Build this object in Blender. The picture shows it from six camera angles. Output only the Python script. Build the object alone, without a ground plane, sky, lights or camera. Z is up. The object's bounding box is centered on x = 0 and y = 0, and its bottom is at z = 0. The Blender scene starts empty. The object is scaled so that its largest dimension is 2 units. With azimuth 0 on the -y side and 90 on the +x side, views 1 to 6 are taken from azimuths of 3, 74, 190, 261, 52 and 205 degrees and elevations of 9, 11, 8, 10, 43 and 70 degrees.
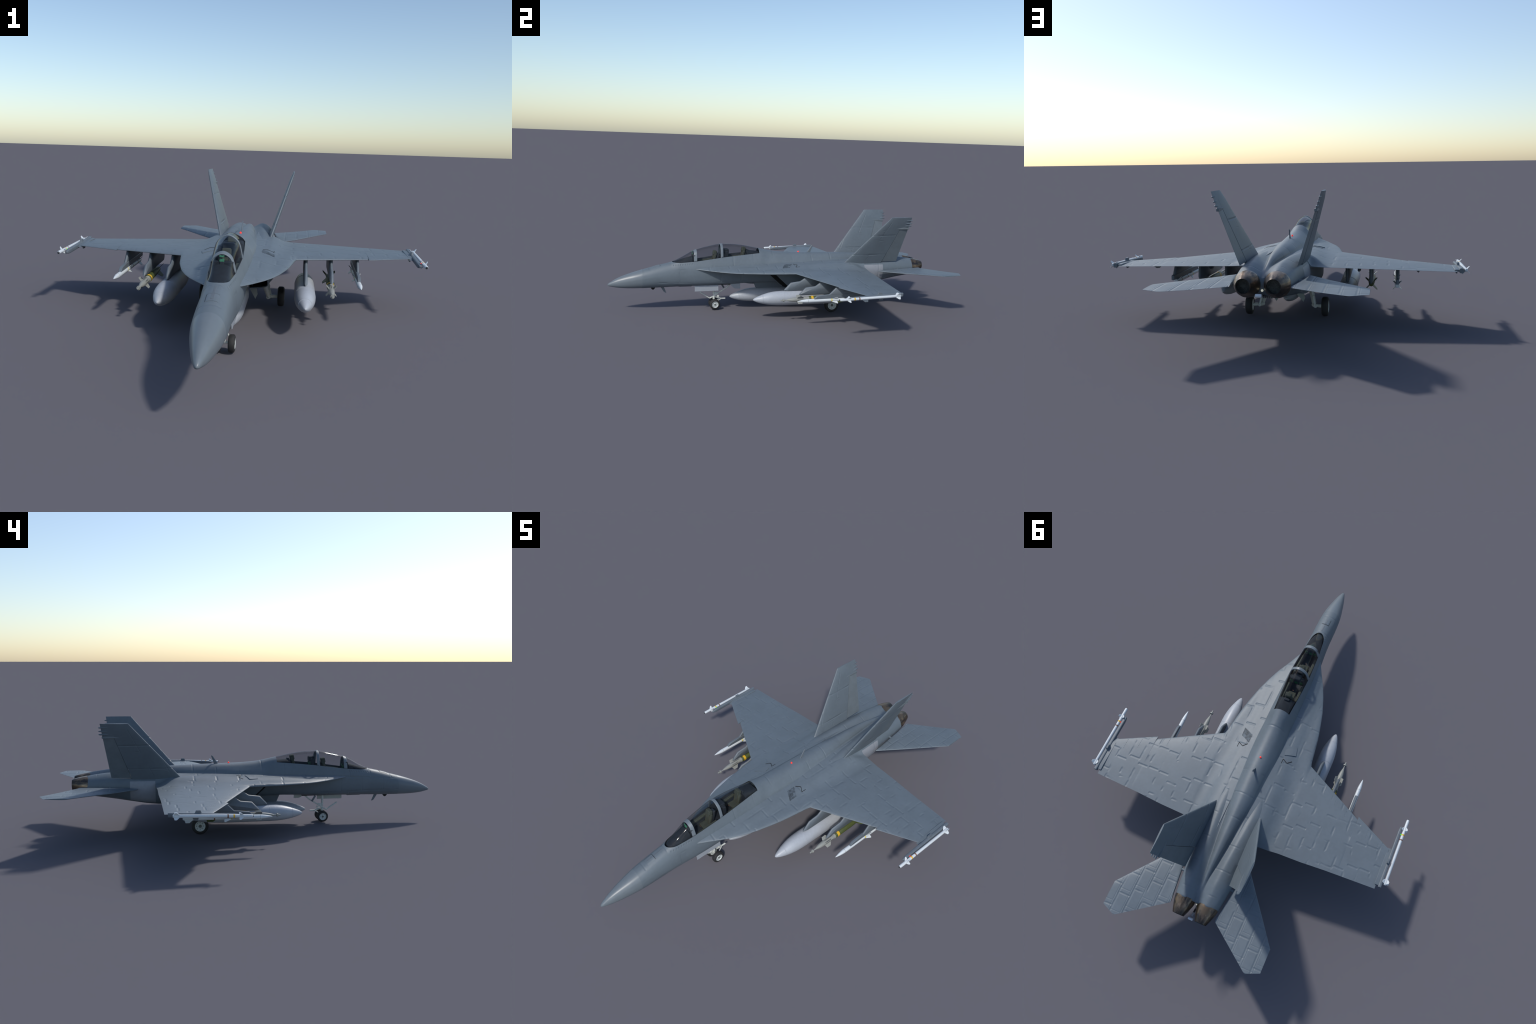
import bpy, bmesh, math, random
import numpy as np
from mathutils import Vector, Matrix

random.seed(7)
V = Vector
col = bpy.context.scene.collection

# ------------------------------------------------------------------ helpers
def link(o, parent=None):
    col.objects.link(o)
    if parent is not None:
        o.parent = parent
    return o

def empty(name, parent=None, loc=(0, 0, 0)):
    o = bpy.data.objects.new(name, None)
    o.empty_display_size = 0.05
    link(o, parent)
    return o

def mesh(name, verts, faces, mat, parent=None, angle=35, flip=False, weld=1e-6):
    me = bpy.data.meshes.new(name)
    me.from_pydata([tuple(v) for v in verts], [], [tuple(f) for f in faces])
    bm = bmesh.new(); bm.from_mesh(me)
    if weld:
        bmesh.ops.remove_doubles(bm, verts=bm.verts, dist=weld)
    bmesh.ops.recalc_face_normals(bm, faces=bm.faces)
    if flip:
        bmesh.ops.reverse_faces(bm, faces=bm.faces)
    bm.to_mesh(me); bm.free()
    return finish(name, me, mat, parent, angle)

def finish(name, me, mat, parent=None, angle=35):
    me.shade_smooth()
    me.set_sharp_from_angle(angle=math.radians(angle))
    for m in (mat if isinstance(mat, (list, tuple)) else [mat]):
        me.materials.append(m)
    return link(bpy.data.objects.new(name, me), parent)

class Geo:
    """collects vertices and faces of one part"""
    def __init__(s): s.v = []; s.f = []
    def add(s, verts, faces):
        n = len(s.v); s.v += [tuple(v) for v in verts]; s.f += [tuple(i + n for i in f) for f in faces]; return s
    def rings(s, rings, closed=True, cap=(True, True)):
        m = len(rings[0]); vs = [p for r in rings for p in r]; fs = []
        for i in range(len(rings) - 1):
            for j in range(m if closed else m - 1):
                k = (j + 1) % m
                fs.append((i*m + j, i*m + k, (i+1)*m + k, (i+1)*m + j))
        if cap[0]: fs.append(tuple(range(m))[::-1])
        if cap[1]: fs.append(tuple(range((len(rings)-1)*m, len(rings)*m)))
        return s.add(vs, fs)
    def revolve(s, profile, c=(0, 0, 0), axis=None, seg=28, cap=(True, True)):
        """profile: (distance along axis, radius) pairs"""
        ax = V(axis or (0, 1, 0)).normalized()
        a = ax.cross(V((0, 0, 1)))
        a = V((1, 0, 0)) if a.length < 1e-4 else a.normalized()
        b = ax.cross(a)
        c = V(c); R = []
        for d, r in profile:
            r = max(r, 1e-5)
            R.append([c + ax*d + (a*math.cos(t) + b*math.sin(t))*r for t in [2*math.pi*k/seg for k in range(seg)]])
        return s.rings(R, cap=cap)
    def rod(s, p, q, r, r2=None, seg=14):
        p, q = V(p), V(q); L = (q - p).length
        r2 = r if r2 is None else r2
        e = min(r, r2)*0.25
        return s.revolve([(0, r - e), (e, r), (L - e, r2), (L, r2 - e)], p, q - p, seg)
    def box(s, c, d, ch=0.0008, rot=None):
        hx, hy, hz = d[0]/2, d[1]/2, d[2]/2
        ch = min(ch, 0.45*min(hx, hy, hz)*2/2)
        R = []
        for z, k in ((-hz, ch), (-hz + ch, 0), (hz - ch, 0), (hz, ch)):
            x, y = hx - k, hy - k; e = ch
            R.append([(-x+e, -y, z), (x-e, -y, z), (x, -y+e, z), (x, y-e, z), (x-e, y, z), (-x+e, y, z), (-x, y-e, z), (-x, -y+e, z)])
        M = rot or Matrix.Identity(3)
        return s.rings([[M @ V(p) + V(c) for p in r] for r in R])
    def slab(s, poly, w, ch=0.003, to3=None):
        """closed outline extruded both sides of its plane by w/2, its rim chamfered by ch"""
        c = np.mean(poly, axis=0); P = np.array(poly, float)
        n = len(P); I = []
        for i in range(n):
            a, b, d = P[i-1], P[i], P[(i+1) % n]
            e1 = (b - a)/max(np.linalg.norm(b - a), 1e-9); e2 = (d - b)/max(np.linalg.norm(d - b), 1e-9)
            n1 = np.array([-e1[1], e1[0]]); n2 = np.array([-e2[1], e2[0]])
            m = n1 + n2; m /= max(np.linalg.norm(m), 1e-9); k = ch/max(m @ n1, 0.35)
            I.append(b + m*k)
        area = sum(P[i-1][0]*P[i][1] - P[i][0]*P[i-1][1] for i in range(n))
        if area < 0: I = [2*P[i] - I[i] for i in range(n)]
        c2 = min(ch, w*0.45)
        R = [[(-w/2, *p) for p in I], [(-w/2 + c2, *p) for p in P], [(w/2 - c2, *p) for p in P], [(w/2, *p) for p in I]]
        to3 = to3 or (lambda p: p)
        return s.rings([[to3(p) for p in r] for r in R])
    def mirrored(s, k=-1):
        g = Geo(); g.v = [(k*v[0], v[1], v[2]) for v in s.v]; g.f = [f[::-1] for f in s.f] if k < 0 else list(s.f)
        return g
    def obj(s, name, mat, parent=None, angle=35, k=1):
        g = s if k > 0 else s.mirrored()
        return mesh(name, g.v, g.f, mat, parent, angle)

def pchip(xs, ys):
    xs = np.array(xs, float); ys = np.array(ys, float)
    h = np.diff(xs); d = np.diff(ys)/h; n = len(xs); m = np.zeros(n)
    for i in range(1, n-1):
        if d[i-1]*d[i] > 0:
            w1 = 2*h[i] + h[i-1]; w2 = h[i] + 2*h[i-1]
            m[i] = (w1 + w2)/(w1/d[i-1] + w2/d[i])
    m[0], m[-1] = d[0], d[-1]
    def f(x):
        x = min(max(x, xs[0]), xs[-1])
        i = min(int(np.searchsorted(xs, x, side='right')) - 1, n-2)
        t = (x - xs[i])/h[i]
        return ((1+2*t)*(1-t)**2*ys[i] + t*(1-t)**2*h[i]*m[i] + t*t*(3-2*t)*ys[i+1] + t*t*(t-1)*h[i]*m[i+1])
    return f

def lin(xs, ys):
    return lambda x: float(np.interp(x, xs, ys))

def smooth(a, b, x):
    t = min(max((x - a)/(b - a), 0), 1); return t*t*(3 - 2*t)

def catmull(P, per):
    """centripetal-like smooth curve through 2D points, `per` pieces between neighbours"""
    P = [np.array(p, float) for p in P]; out = []
    for i in range(len(P) - 1):
        p1, p2 = P[i], P[i+1]
        p0 = P[i-1] if i else np.array([-P[1][0], P[1][1]])
        p3 = P[i+2] if i + 2 < len(P) else np.array([-P[-2][0], P[-2][1]])
        d0, d1, d2 = [max(np.linalg.norm(b - a)**0.5, 1e-5) for a, b in ((p0, p1), (p1, p2), (p2, p3))]
        m1 = (p1-p0)/d0 - (p2-p0)/(d0+d1) + (p2-p1)/d1
        m2 = (p2-p1)/d1 - (p3-p1)/(d1+d2) + (p3-p2)/d2
        m1, m2 = m1*d1, m2*d1
        for k in range(per):
            t = k/per
            out.append((1+2*t)*(1-t)**2*p1 + t*(1-t)**2*m1 + t*t*(3-2*t)*p2 + t*t*(t-1)*m2)
    out.append(P[-1]); return out

# ------------------------------------------------------------------ materials
class Nodes:
    def __init__(s, name):
        s.m = bpy.data.materials.new(name); s.m.use_nodes = True
        s.t = s.m.node_tree; s.t.nodes.clear()
        s.out = s.n('ShaderNodeOutputMaterial')
        s.co = s.n('ShaderNodeTexCoord').outputs['Object']
    def n(s, kind, **kw):
        o = s.t.nodes.new(kind)
        for k, v in kw.items(): setattr(o, k, v)
        return o
    def l(s, a, b): s.t.links.new(a, b)
    def put(s, sock, v):
        if isinstance(v, bpy.types.NodeSocket): s.l(v, sock)
        else: sock.default_value = v
    def math(s, op, a, b=0.0, c=0.0, clamp=False):
        o = s.n('ShaderNodeMath', operation=op, use_clamp=clamp)
        for i, v in enumerate((a, b, c)): s.put(o.inputs[i], v)
        return o.outputs[0]
    def step(s, x, a, b):
        """smooth 0..1 as x runs a..b"""
        o = s.n('ShaderNodeMapRange', interpolation_type='SMOOTHSTEP')
        s.put(o.inputs['Value'], x); o.inputs['From Min'].default_value = a; o.inputs['From Max'].default_value = b
        return o.outputs['Result']
    def band(s, x, a, b, soft):
        return s.math('MULTIPLY', s.step(x, a - soft, a + soft), s.math('SUBTRACT', 1.0, s.step(x, b - soft, b + soft)))
    def xyz(s, v=None):
        o = s.n('ShaderNodeSeparateXYZ'); s.l(v or s.co, o.inputs[0]); return o.outputs
    def vec(s, x, y, z=0.0):
        o = s.n('ShaderNodeCombineXYZ')
        for i, v in enumerate((x, y, z)): s.put(o.inputs[i], v)
        return o.outputs[0]
    def noise(s, scale, detail=3, vec=None, rough=0.5):
        o = s.n('ShaderNodeTexNoise'); s.l(vec or s.co, o.inputs['Vector'])
        o.inputs['Scale'].default_value = scale; o.inputs['Detail'].default_value = detail
        o.inputs['Roughness'].default_value = rough
        return o.outputs['Fac']
    def mix(s, f, a, b, mode='MIX'):
        o = s.n('ShaderNodeMix', data_type='RGBA', blend_type=mode)
        s.put(o.inputs['Factor'], f)
        for i, v in ((6, a), (7, b)):
            s.put(o.inputs[i], v if isinstance(v, bpy.types.NodeSocket) else (*v[:3], 1))
        return o.outputs[2]
    def bricks(s, v, w, h, mortar, offset=0.5, squash=1.0):
        o = s.n('ShaderNodeTexBrick', offset=offset, squash=squash)
        s.l(v, o.inputs['Vector']); o.inputs['Scale'].default_value = 1
        o.inputs['Mortar Size'].default_value = mortar; o.inputs['Mortar Smooth'].default_value = 1.0
        o.inputs['Brick Width'].default_value = w; o.inputs['Row Height'].default_value = h
        return o.outputs['Fac']
    def bsdf(s, color, rough=0.5, metal=0.0, spec=0.5, height=None, strength=0.5, dist=0.01, **kw):
        b = s.n('ShaderNodeBsdfPrincipled')
        s.put(b.inputs['Base Color'], color if isinstance(color, bpy.types.NodeSocket) else (*color, 1))
        s.put(b.inputs['Roughness'], rough); b.inputs['Metallic'].default_value = metal
        b.inputs['Specular IOR Level'].default_value = spec
        for k, v in kw.items(): b.inputs[k.replace('_', ' ')].default_value = v
        if height is not None:
            u = s.n('ShaderNodeBump'); u.inputs['Strength'].default_value = strength; u.inputs['Distance'].default_value = dist
            s.l(height, u.inputs['Height']); s.l(u.outputs[0], b.inputs['Normal'])
        s.l(b.outputs[0], s.out.inputs[0])
        return b

GREY = (0.120, 0.149, 0.174)
PALE = (0.232, 0.248, 0.275)

def mottled(n, c, amount=0.10, scale=14):
    f = n.math('ADD', n.math('MULTIPLY', n.noise(scale, 4), 0.6), n.math('MULTIPLY', n.noise(scale*6, 2), 0.4))
    f = n.step(f, 0.35, 0.65)
    return n.mix(f, [k*(1 - amount) for k in c], [k*(1 + amount) for k in c])

def panel_paint(name, layout):
    """matt grey paint with pressed panel seams; layout picks the plane the seams are laid out in"""
    n = Nodes(name); x, y, z = n.xyz()
    ax = n.math('ABSOLUTE', x)
    groove = 0.0
    if layout == 'wing':
        def strip(shift, pitch, width, mortar, seed):
            # strips running fore and aft, each with its cross seams pushed along by its own random amount
            a = n.math('ADD', ax, shift)
            idx = n.math('FLOOR', n.math('DIVIDE', a, pitch))
            wn = n.n('ShaderNodeTexWhiteNoise', noise_dimensions='2D'); n.l(n.vec(idx, n.math('ADD', n.math('SIGN', x), seed)), wn.inputs['Vector'])
            def seam(u, size, half):
                f = n.math('ABSOLUTE', n.math('SUBTRACT', n.math('FRACT', n.math('DIVIDE', u, size)), 0.5))
                return n.math('SUBTRACT', 1.0, n.step(n.math('MULTIPLY', n.math('SUBTRACT', 0.5, f), size), 0.0, half))
            cross = seam(n.math('ADD', y, n.math('MULTIPLY', wn.outputs['Value'], 0.4)), width, mortar)
            edge = n.math('ABSOLUTE', n.math('SUBTRACT', n.math('FRACT', n.math('DIVIDE', a, pitch)), 0.5))
            cross = n.math('MULTIPLY', cross, n.math('SUBTRACT', 1.0, n.step(edge, 0.36, 0.48)))
            return cross, seam(a, pitch, mortar)
        cr, ln = strip(0.016, 0.056, 0.112, 0.0080, 1.0)
        m1 = n.step(n.noise(10, 1, n.vec(y, x, 0.3)), 0.40, 0.52)
        m2 = n.step(n.noise(16, 1, n.vec(y, x, 3.3)), 0.50, 0.64)
        groove = n.math('ADD', n.math('MULTIPLY', cr, m1), n.math('MULTIPLY', n.math('MULTIPLY', ln, m2), 0.8))
        # stitched fastener rows inboard of the leading edge
        st = n.math('MULTIPLY', n.step(n.math('SINE', n.math('MULTIPLY', y, 700.0)), 0.1, 0.9), n.step(n.math('SINE', n.math('MULTIPLY', ax, 100.0)), 0.985, 0.998))
        st = n.math('MULTIPLY', st, n.band(n.math('SUBTRACT', y, n.math('MULTIPLY', ax, 0.5)), -0.09, -0.035, 0.004))
        groove = n.math('ADD', groove, n.math('MULTIPLY', n.math('MULTIPLY', st, n.step(ax, 0.22, 0.23)), 0.5))
    elif layout == 'tail':
        p = n.vec(y, ax)
        rows = n.bricks(p, 0.10, 0.056, 0.0070, 0.37)
        rows2 = n.bricks(n.vec(n.math('ADD', y, 0.02), n.math('ADD', ax, -0.009)), 0.10, 0.056, 0.004, 0.37)
        m1 = n.step(n.noise(14, 1, n.vec(y, x, 0.9)), 0.30, 0.42)
        groove = n.math('ADD', n.math('MULTIPLY', rows, m1), n.math('MULTIPLY', rows2, 0.35))
    elif layout == 'fin':
        zz = n.math('ADD', z, 0.004)
        l1 = n.band(zz, 0.332, 0.336, 0.004); l2 = n.band(zz, 0.452, 0.456, 0.004)
        m = n.step(n.noise(16, 1, n.vec(y, x, z)), 0.40, 0.52)
        rows = n.bricks(n.vec(z, n.math('SUBTRACT', y, n.math('MULTIPLY', z, 0.5))), 0.16, 0.085, 0.004, 0.4)
        m2 = n.step(n.noise(13, 1, n.vec(z, y, 2.0)), 0.52, 0.62)
        groove = n.math('ADD', n.math('MULTIPLY', n.math('ADD', l1, l2), n.math('ADD', m, 0.35)), n.math('MULTIPLY', n.math('MULTIPLY', rows, m2), 0.35))
    else:  # body: rings and stringers
        v = n.math('ADD', n.math('MULTIPLY', n.math('ARCTAN2', ax, n.math('SUBTRACT', z, 0.20)), 0.062), 0.024)
        rows = n.bricks(n.vec(n.math('ADD', y, 0.015), v), 0.118, 0.078, 0.0065, 0.41)
        m1 = n.step(n.noise(12, 1, n.vec(y, v, x)), 0.44, 0.60)
        groove = n.math('MULTIPLY', n.math('MULTIPLY', rows, m1), 0.6)
        # row of fastener dimples under the windscreen
        dots = n.math('MULTIPLY', n.band(y, -0.64, -0.53, 0.004), n.band(n.math('SUBTRACT', z, n.math('MULTIPLY', y, 0.06)), 0.303, 0.309, 0.002))
        dots = n.math('MULTIPLY', dots, n.step(n.math('SINE', n.math('MULTIPLY', y, 480.0)), 0.0, 0.8))
        groove = n.math('ADD', groove, n.math('MULTIPLY', dots, 0.8))
    h = n.math('SUBTRACT', n.math('MULTIPLY', n.noise(9, 2), 0.10), groove)
    base = [k*(0.9 if layout == 'fin' else 0.95 if layout == 'body' else 1.0) for k in GREY]  # fin and body greys darkened to match their unlit side
    c = mottled(n, base, 0.05)
    c = n.mix(n.math('MULTIPLY', groove, 0.10, clamp=True), c, [k*0.75 for k in GREY])
    if layout == 'body':
        # pale replaced side panel behind each wing
        side = n.math('MULTIPLY', n.band(y, 0.480, 0.603, 0.0006), n.step(ax, 0.10, 0.1005))
        side = n.math('MULTIPLY', side, n.band(z, 0.10, 0.2660, 0.0006))
        c = n.mix(side, c, mottled(n, PALE, 0.06))
    n.bsdf(c, 0.50, spec=0.5, height=h, strength=0.9, dist={'wing': 0.0016, 'tail': 0.0014}.get(layout, 0.0019))
    return n.m

def plain(name, c, rough=0.5, metal=0.0, spec=0.5, var=0.06, bump=0.0, scale=30):
    n = Nodes(name)
    n.bsdf(mottled(n, c, var, scale), rough, metal, spec, height=n.noise(scale*3, 3) if bump else None, strength=bump, dist=0.001)
    return n.m

BODY = panel_paint('fuselage_paint', 'body')
WING = panel_paint('wing_paint', 'wing')
TAIL = panel_paint('tailplane_paint', 'tail')
FIN = panel_paint('fin_paint', 'fin')
SMOOTH = plain('smooth_grey_paint', (0.118, 0.146, 0.170), 0.48, var=0.04)
RADOME = plain('radome_paint', (0.132, 0.158, 0.18), 0.38, var=0.03)
RUDDER = plain('rudder_paint', (0.122, 0.146, 0.163), 0.5, var=0.07)  # base colour lowered with the fin's, toward its look in shade
FRAME = plain('frame_paint', (0.138, 0.166, 0.19), 0.45, var=0.03)
PYLON = plain('pylon_paint', (0.115, 0.138, 0.16), 0.5, var=0.06, scale=20)
TANKM = plain('tank_paint', (0.37, 0.395, 0.432), 0.42, var=0.05, scale=18, bump=0.05)
WHITE = plain('missile_white', (0.60, 0.64, 0.66), 0.4, var=0.03)
GEARW = plain('gear_white', (0.58, 0.60, 0.56), 0.45, var=0.08, scale=60)
PRIMER = plain('door_inner_paint', (0.40, 0.44, 0.42), 0.5, var=0.05)
DOORM = plain('door_paint', (0.27, 0.295, 0.33), 0.5, var=0.04)
RUBBER = plain('rubber', (0.018, 0.018, 0.019), 0.75, var=0.15, bump=0.2)
RIM = plain('rim_grey', (0.50, 0.53, 0.52), 0.45, var=0.12, scale=120)
HUB = plain('hub_dark', (0.10, 0.11, 0.10), 0.5, var=0.3, scale=200)
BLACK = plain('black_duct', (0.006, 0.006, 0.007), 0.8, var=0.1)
DARK = plain('dark_trim', (0.03, 0.034, 0.04), 0.6, var=0.1)
BOMBG = plain('guidance_grey', (0.26, 0.27, 0.25), 0.5, var=0.06)
OLIVE = plain('olive_drab', (0.065, 0.083, 0.022), 0.55, var=0.10)
YELLOW = plain('yellow_band', (0.70, 0.42, 0.03), 0.5, var=0.05)
LEMON = plain('lemon_band', (0.70, 0.58, 0.06), 0.5, var=0.05)
BROWN = plain('brown_band', (0.20, 0.10, 0.06), 0.5, var=0.1)
SEATM = plain('seat_olive', (0.075, 0.083, 0.060), 0.85, var=0.12, scale=90, bump=0.2)
TUBM = plain('cockpit_black', (0.035, 0.042, 0.05), 0.65, var=0.2, scale=70)
COAM = plain('coaming_dark', (0.030, 0.036, 0.043), 0.75, spec=0.25, var=0.12, scale=60)
VENT = plain('vent_metal', (0.075, 0.094, 0.112), 0.6, 0.0, spec=0.3, var=0.6, scale=40)

def lamp(name, c, e):
    n = Nodes(name); b = n.bsdf(c, 0.3)
    b.inputs['Emission Color'].default_value = (*c, 1); b.inputs['Emission Strength'].default_value = e
    return n.m
RED = lamp('red_lamp', (0.9, 0.03, 0.02), 0.5)
GREEN = lamp('green_lamp', (0.05, 0.85, 0.1), 0.5)
PEARL = lamp('white_lamp', (0.85, 0.85, 0.7), 0.4)
SCREEN = lamp('display_green', (0.008, 0.09, 0.03), 0.07)

def glass(name, tint, gloss=0.05):
    n = Nodes(name)
    t = n.n('ShaderNodeBsdfTransparent'); t.inputs[0].default_value = (*tint, 1)
    g = n.n('ShaderNodeBsdfGlossy'); g.inputs['Roughness'].default_value = gloss
    fr = n.n('ShaderNodeFresnel'); fr.inputs['IOR'].default_value = 1.35
    m = n.n('ShaderNodeMixShader')
    n.l(n.math('MINIMUM', n.math('MULTIPLY', fr.outputs[0], 0.6), 0.22), m.inputs[0]); n.l(t.outputs[0], m.inputs[1]); n.l(g.outputs[0], m.inputs[2])
    n.l(m.outputs[0], n.out.inputs[0])
    return n.m
GLASS = glass('canopy_glass', (0.75, 0.765, 0.785))
HUDG = plain('hud_glass', (0.07, 0.26, 0.14), 0.2, var=0.3, scale=150)

def burnt_metal():
    n = Nodes('burnt_metal'); x, y, z = n.xyz()
    st = n.noise(1, 4, n.vec(n.math('MULTIPLY', x, 60.0), n.math('MULTIPLY', y, 12.0), n.math('MULTIPLY', z, 60.0)), 0.6)
    cl = n.noise(26, 3)
    r = n.n('ShaderNodeValToRGB'); n.l(n.step(st, 0.30, 0.70), r.inputs[0])
    e = r.color_ramp.elements
    e[0].color = (0.045, 0.043, 0.05, 1); e[1].color = (0.40, 0.28, 0.19, 1)
    k = e.new(0.45); k.color = (0.15, 0.112, 0.078, 1)
    c = n.mix(n.step(cl, 0.45, 0.62), r.outputs[0], (0.22, 0.155, 0.10))
    c = n.mix(n.math('MULTIPLY', n.step(y, 0.835, 0.882), 0.75), c, (0.035, 0.033, 0.033))
    n.bsdf(c, 0.33, 0.8, height=st, strength=0.35, dist=0.002)
    return n.m
NOZZLE = burnt_metal()

def striped():
    n = Nodes('hook_stripes'); x, y, z = n.xyz()
    w = n.math('SINE', n.math('MULTIPLY', y, 170.0))
    n.bsdf(n.mix(n.step(w, -0.05, 0.05), (0.02, 0.02, 0.022), (0.45, 0.46, 0.46)), 0.5)
    return n.m
STRIPE = striped()

# ------------------------------------------------------------------ the jet
jet = empty('fighter_jet')
jet['label'] = 'grey twin-engine two-seat naval fighter jet carrying tanks, bombs and missiles'
jet['category'] = 'fighter jet'

# ---- fuselage sections: eleven points per half, from the top centre line to the belly
def egg(zt, zb, zc, w):
    up = (0, .30, .60, .85, .975, 1.0); dn = (.965, .85, .63, .33, 0)
    P = [(w*k, zc + (zt - zc)*(1 - k**2.1)**(1/2.1)) for k in up]
    return P + [(w*k, zc - (zc - zb)*(1 - k**2.3)**(1/2.3)) for k in dn]

SECT = {
    -1.000: egg(.1582, .1558, .157, .0012),
    -.995: egg(.1645, .1515, .157, .0062),
    -.980: egg(.1750, .1477, .160, .0118),
    -.950: egg(.1920, .1415, .164, .0208),
    -.915: egg(.2070, .1378, .170, .0292),
    -.884: egg(.2180, .1362, .175, .0356),
    -.848: egg(.2295, .1355, .181, .0422),
    -.811: egg(.2400, .1352, .186, .0467),
    -.758: egg(.2540, .1360, .191, .0495),
    -.707: egg(.2675, .1370, .196, .0502),
    -.655: egg(.2800, .1382, .199, .0506),
    -.600: [(0, .304), (.018, .298), (.033, .2803), (.0465, .252), (.0515, .225), (.0530, .2), (.0505, .178), (.045, .161), (.033, .149), (.016, .1415), (0, .140)],
    -.524: [(0, .345), (.0245, .333), (.041, .287), (.0535, .25), (.0575, .222), (.058, .2), (.0555, .178), (.048, .16), (.034, .148), (.017, .1425), (0, .141)],
    -.440: [(0, .3690), (.0295, .353), (.046, .299), (.0595, .254), (.061, .225), (.060, .2), (.057, .178), (.05, .161), (.036, .15), (.018, .1455), (0, .1445)],
    -.365: [(0, .3820), (.032, .364), (.049, .310), (.0635, .257), (.063, .228), (.0605, .2), (.057, .178), (.05, .162), (.037, .152), (.019, .148), (0, .147)],
    -.305: [(0, .3810), (.031, .363), (.0475, .3165), (.065, .260), (.064, .231), (.0605, .202), (.0565, .18), (.05, .164), (.037, .154), (.019, .150), (0, .149)],
    -.250: [(0, .3755), (.028, .360), (.045, .322), (.066, .263), (.064, .235), (.06, .205), (.056, .182), (.049, .166), (.037, .156), (.019, .152), (0, .151)],
    -.148: [(0, .3560), (.023, .3485), (.039, .331), (.067, .269), (.065, .243), (.059, .212), (.055, .186), (.048, .17), (.036, .159), (.019, .1545), (0, .1535)],
    -.084: [(0, .3430), (.0225, .336), (.0415, .314), (.066, .274), (.066, .248), (.057, .215), (.053, .19), (.047, .17), (.036, .159), (.019, .1545), (0, .1535)],
    -.030: [(0, .3345), (.025, .328), (.046, .308), (.067, .277), (.067, .25), (.057, .215), (.053, .19), (.047, .17), (.036, .158), (.019, .154), (0, .153)],
    .060: [(0, .3290), (.026, .323), (.048, .304), (.066, .280), (.070, .252), (.060, .217), (.055, .19), (.05, .168), (.04, .152), (.02, .146), (0, .145)],
    .160: [(0, .3270), (.025, .3215), (.046, .303), (.061, .2830), (.085, .276), (.110, .262), (.128, .21), (.125, .175), (.105, .145), (.05, .135), (0, .135)],
    .300: [(0, .3250), (.023, .319), (.043, .302), (.054, .287), (.085, .285), (.110, .2765), (.129, .25), (.130, .2), (.112, .145), (.06, .13), (0, .13)],
    .420: [(0, .3210), (.018, .3150), (.033, .300), (.041, .2885), (.077, .295), (.110, .281), (.127, .250), (.1275, .2), (.104, .152), (.06, .1345), (0, .136)],
    .500: [(0, .3180), (.016, .3130), (.029, .299), (.034, .289), (.069, .2995), (.1085, .281), (.1255, .250), (.1255, .2), (.106, .158), (.058, .1405), (0, .143)],
    .600: [(0, .3110), (.0115, .3065), (.0195, .296), (.023, .288), (.061, .3035), (.1045, .282), (.1205, .250), (.120, .207), (.101, .171), (.055, .157), (0, .159)],
    .700: [(0, .2930), (.006, .2905), (.0105, .2865), (.0135, .2845), (.056, .3025), (.0975, .281), (.1125, .250), (.110, .213), (.088, .185), (.053, .1745), (0, .178)],
    .765: [(0, .2765), (.004, .2765), (.008, .2768), (.012, .2775), (.054, .296), (.0915, .2775), (.1065, .248), (.104, .217), (.083, .1935), (.053, .1845), (0, .190)],
    .812: [(0, .2600), (.004, .2605), (.008, .263), (.013, .268), (.053, .2885), (.086, .2745), (.1010, .244), (.098, .222), (.082, .202), (.053, .192), (0, .203)],
}
SY = sorted(SECT)
TRACK = [[(pchip(SY, [SECT[y][i][0] for y in SY]), pchip(SY, [SECT[y][i][1] for y in SY]))][0] for i in range(11)]

def half_section(y, per=7):
    return catmull([(fx(y), fz(y)) for fx, fz in TRACK], per)

def body_top(x, y):
    h = half_section(y)
    xs = [p[0] for p in h[:15]]; zs = [p[1] for p in h[:15]]
    return float(np.interp(abs(x), xs, zs))

def ring(y):
    h = half_section(y)
    return [(p[0], y, p[1]) for p in h] + [(-p[0], y, p[1]) for p in h[-2:0:-1]]

SILL = [(-.6455, .2830), (-.635, .2815), (-.62, .2803), (-.60, .2803), (-.58, .2818), (-.55, .2846), (-.524, .2870), (-.5065, .2893),
        (-.440, .2990), (-.3720, .3090), (-.3580, .3110), (-.305, .3165), (-.250, .3220), (-.145, .3313)]
sill_z = lin([p[0] for p in SILL], [p[1] for p in SILL])

rows = set(np.round(np.concatenate([np.linspace(-1, -.97, 10), np.linspace(-.97, -.66, 50), np.linspace(-.66, -.10, 130), np.linspace(-.10, .812, 120)]), 5))
rows |= {p[0] for p in SILL} | {-.811, -.8125, -.8095}
rows = sorted(rows)
RINGS = [ring(y) for y in rows]
g = Geo().rings(RINGS, cap=(True, True))
bm = bmesh.new()
bv = [bm.verts.new(v) for v in g.v]
for f in g.f: bm.faces.new([bv[i] for i in f])
bmesh.ops.recalc_face_normals(bm, faces=bm.faces)
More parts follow.
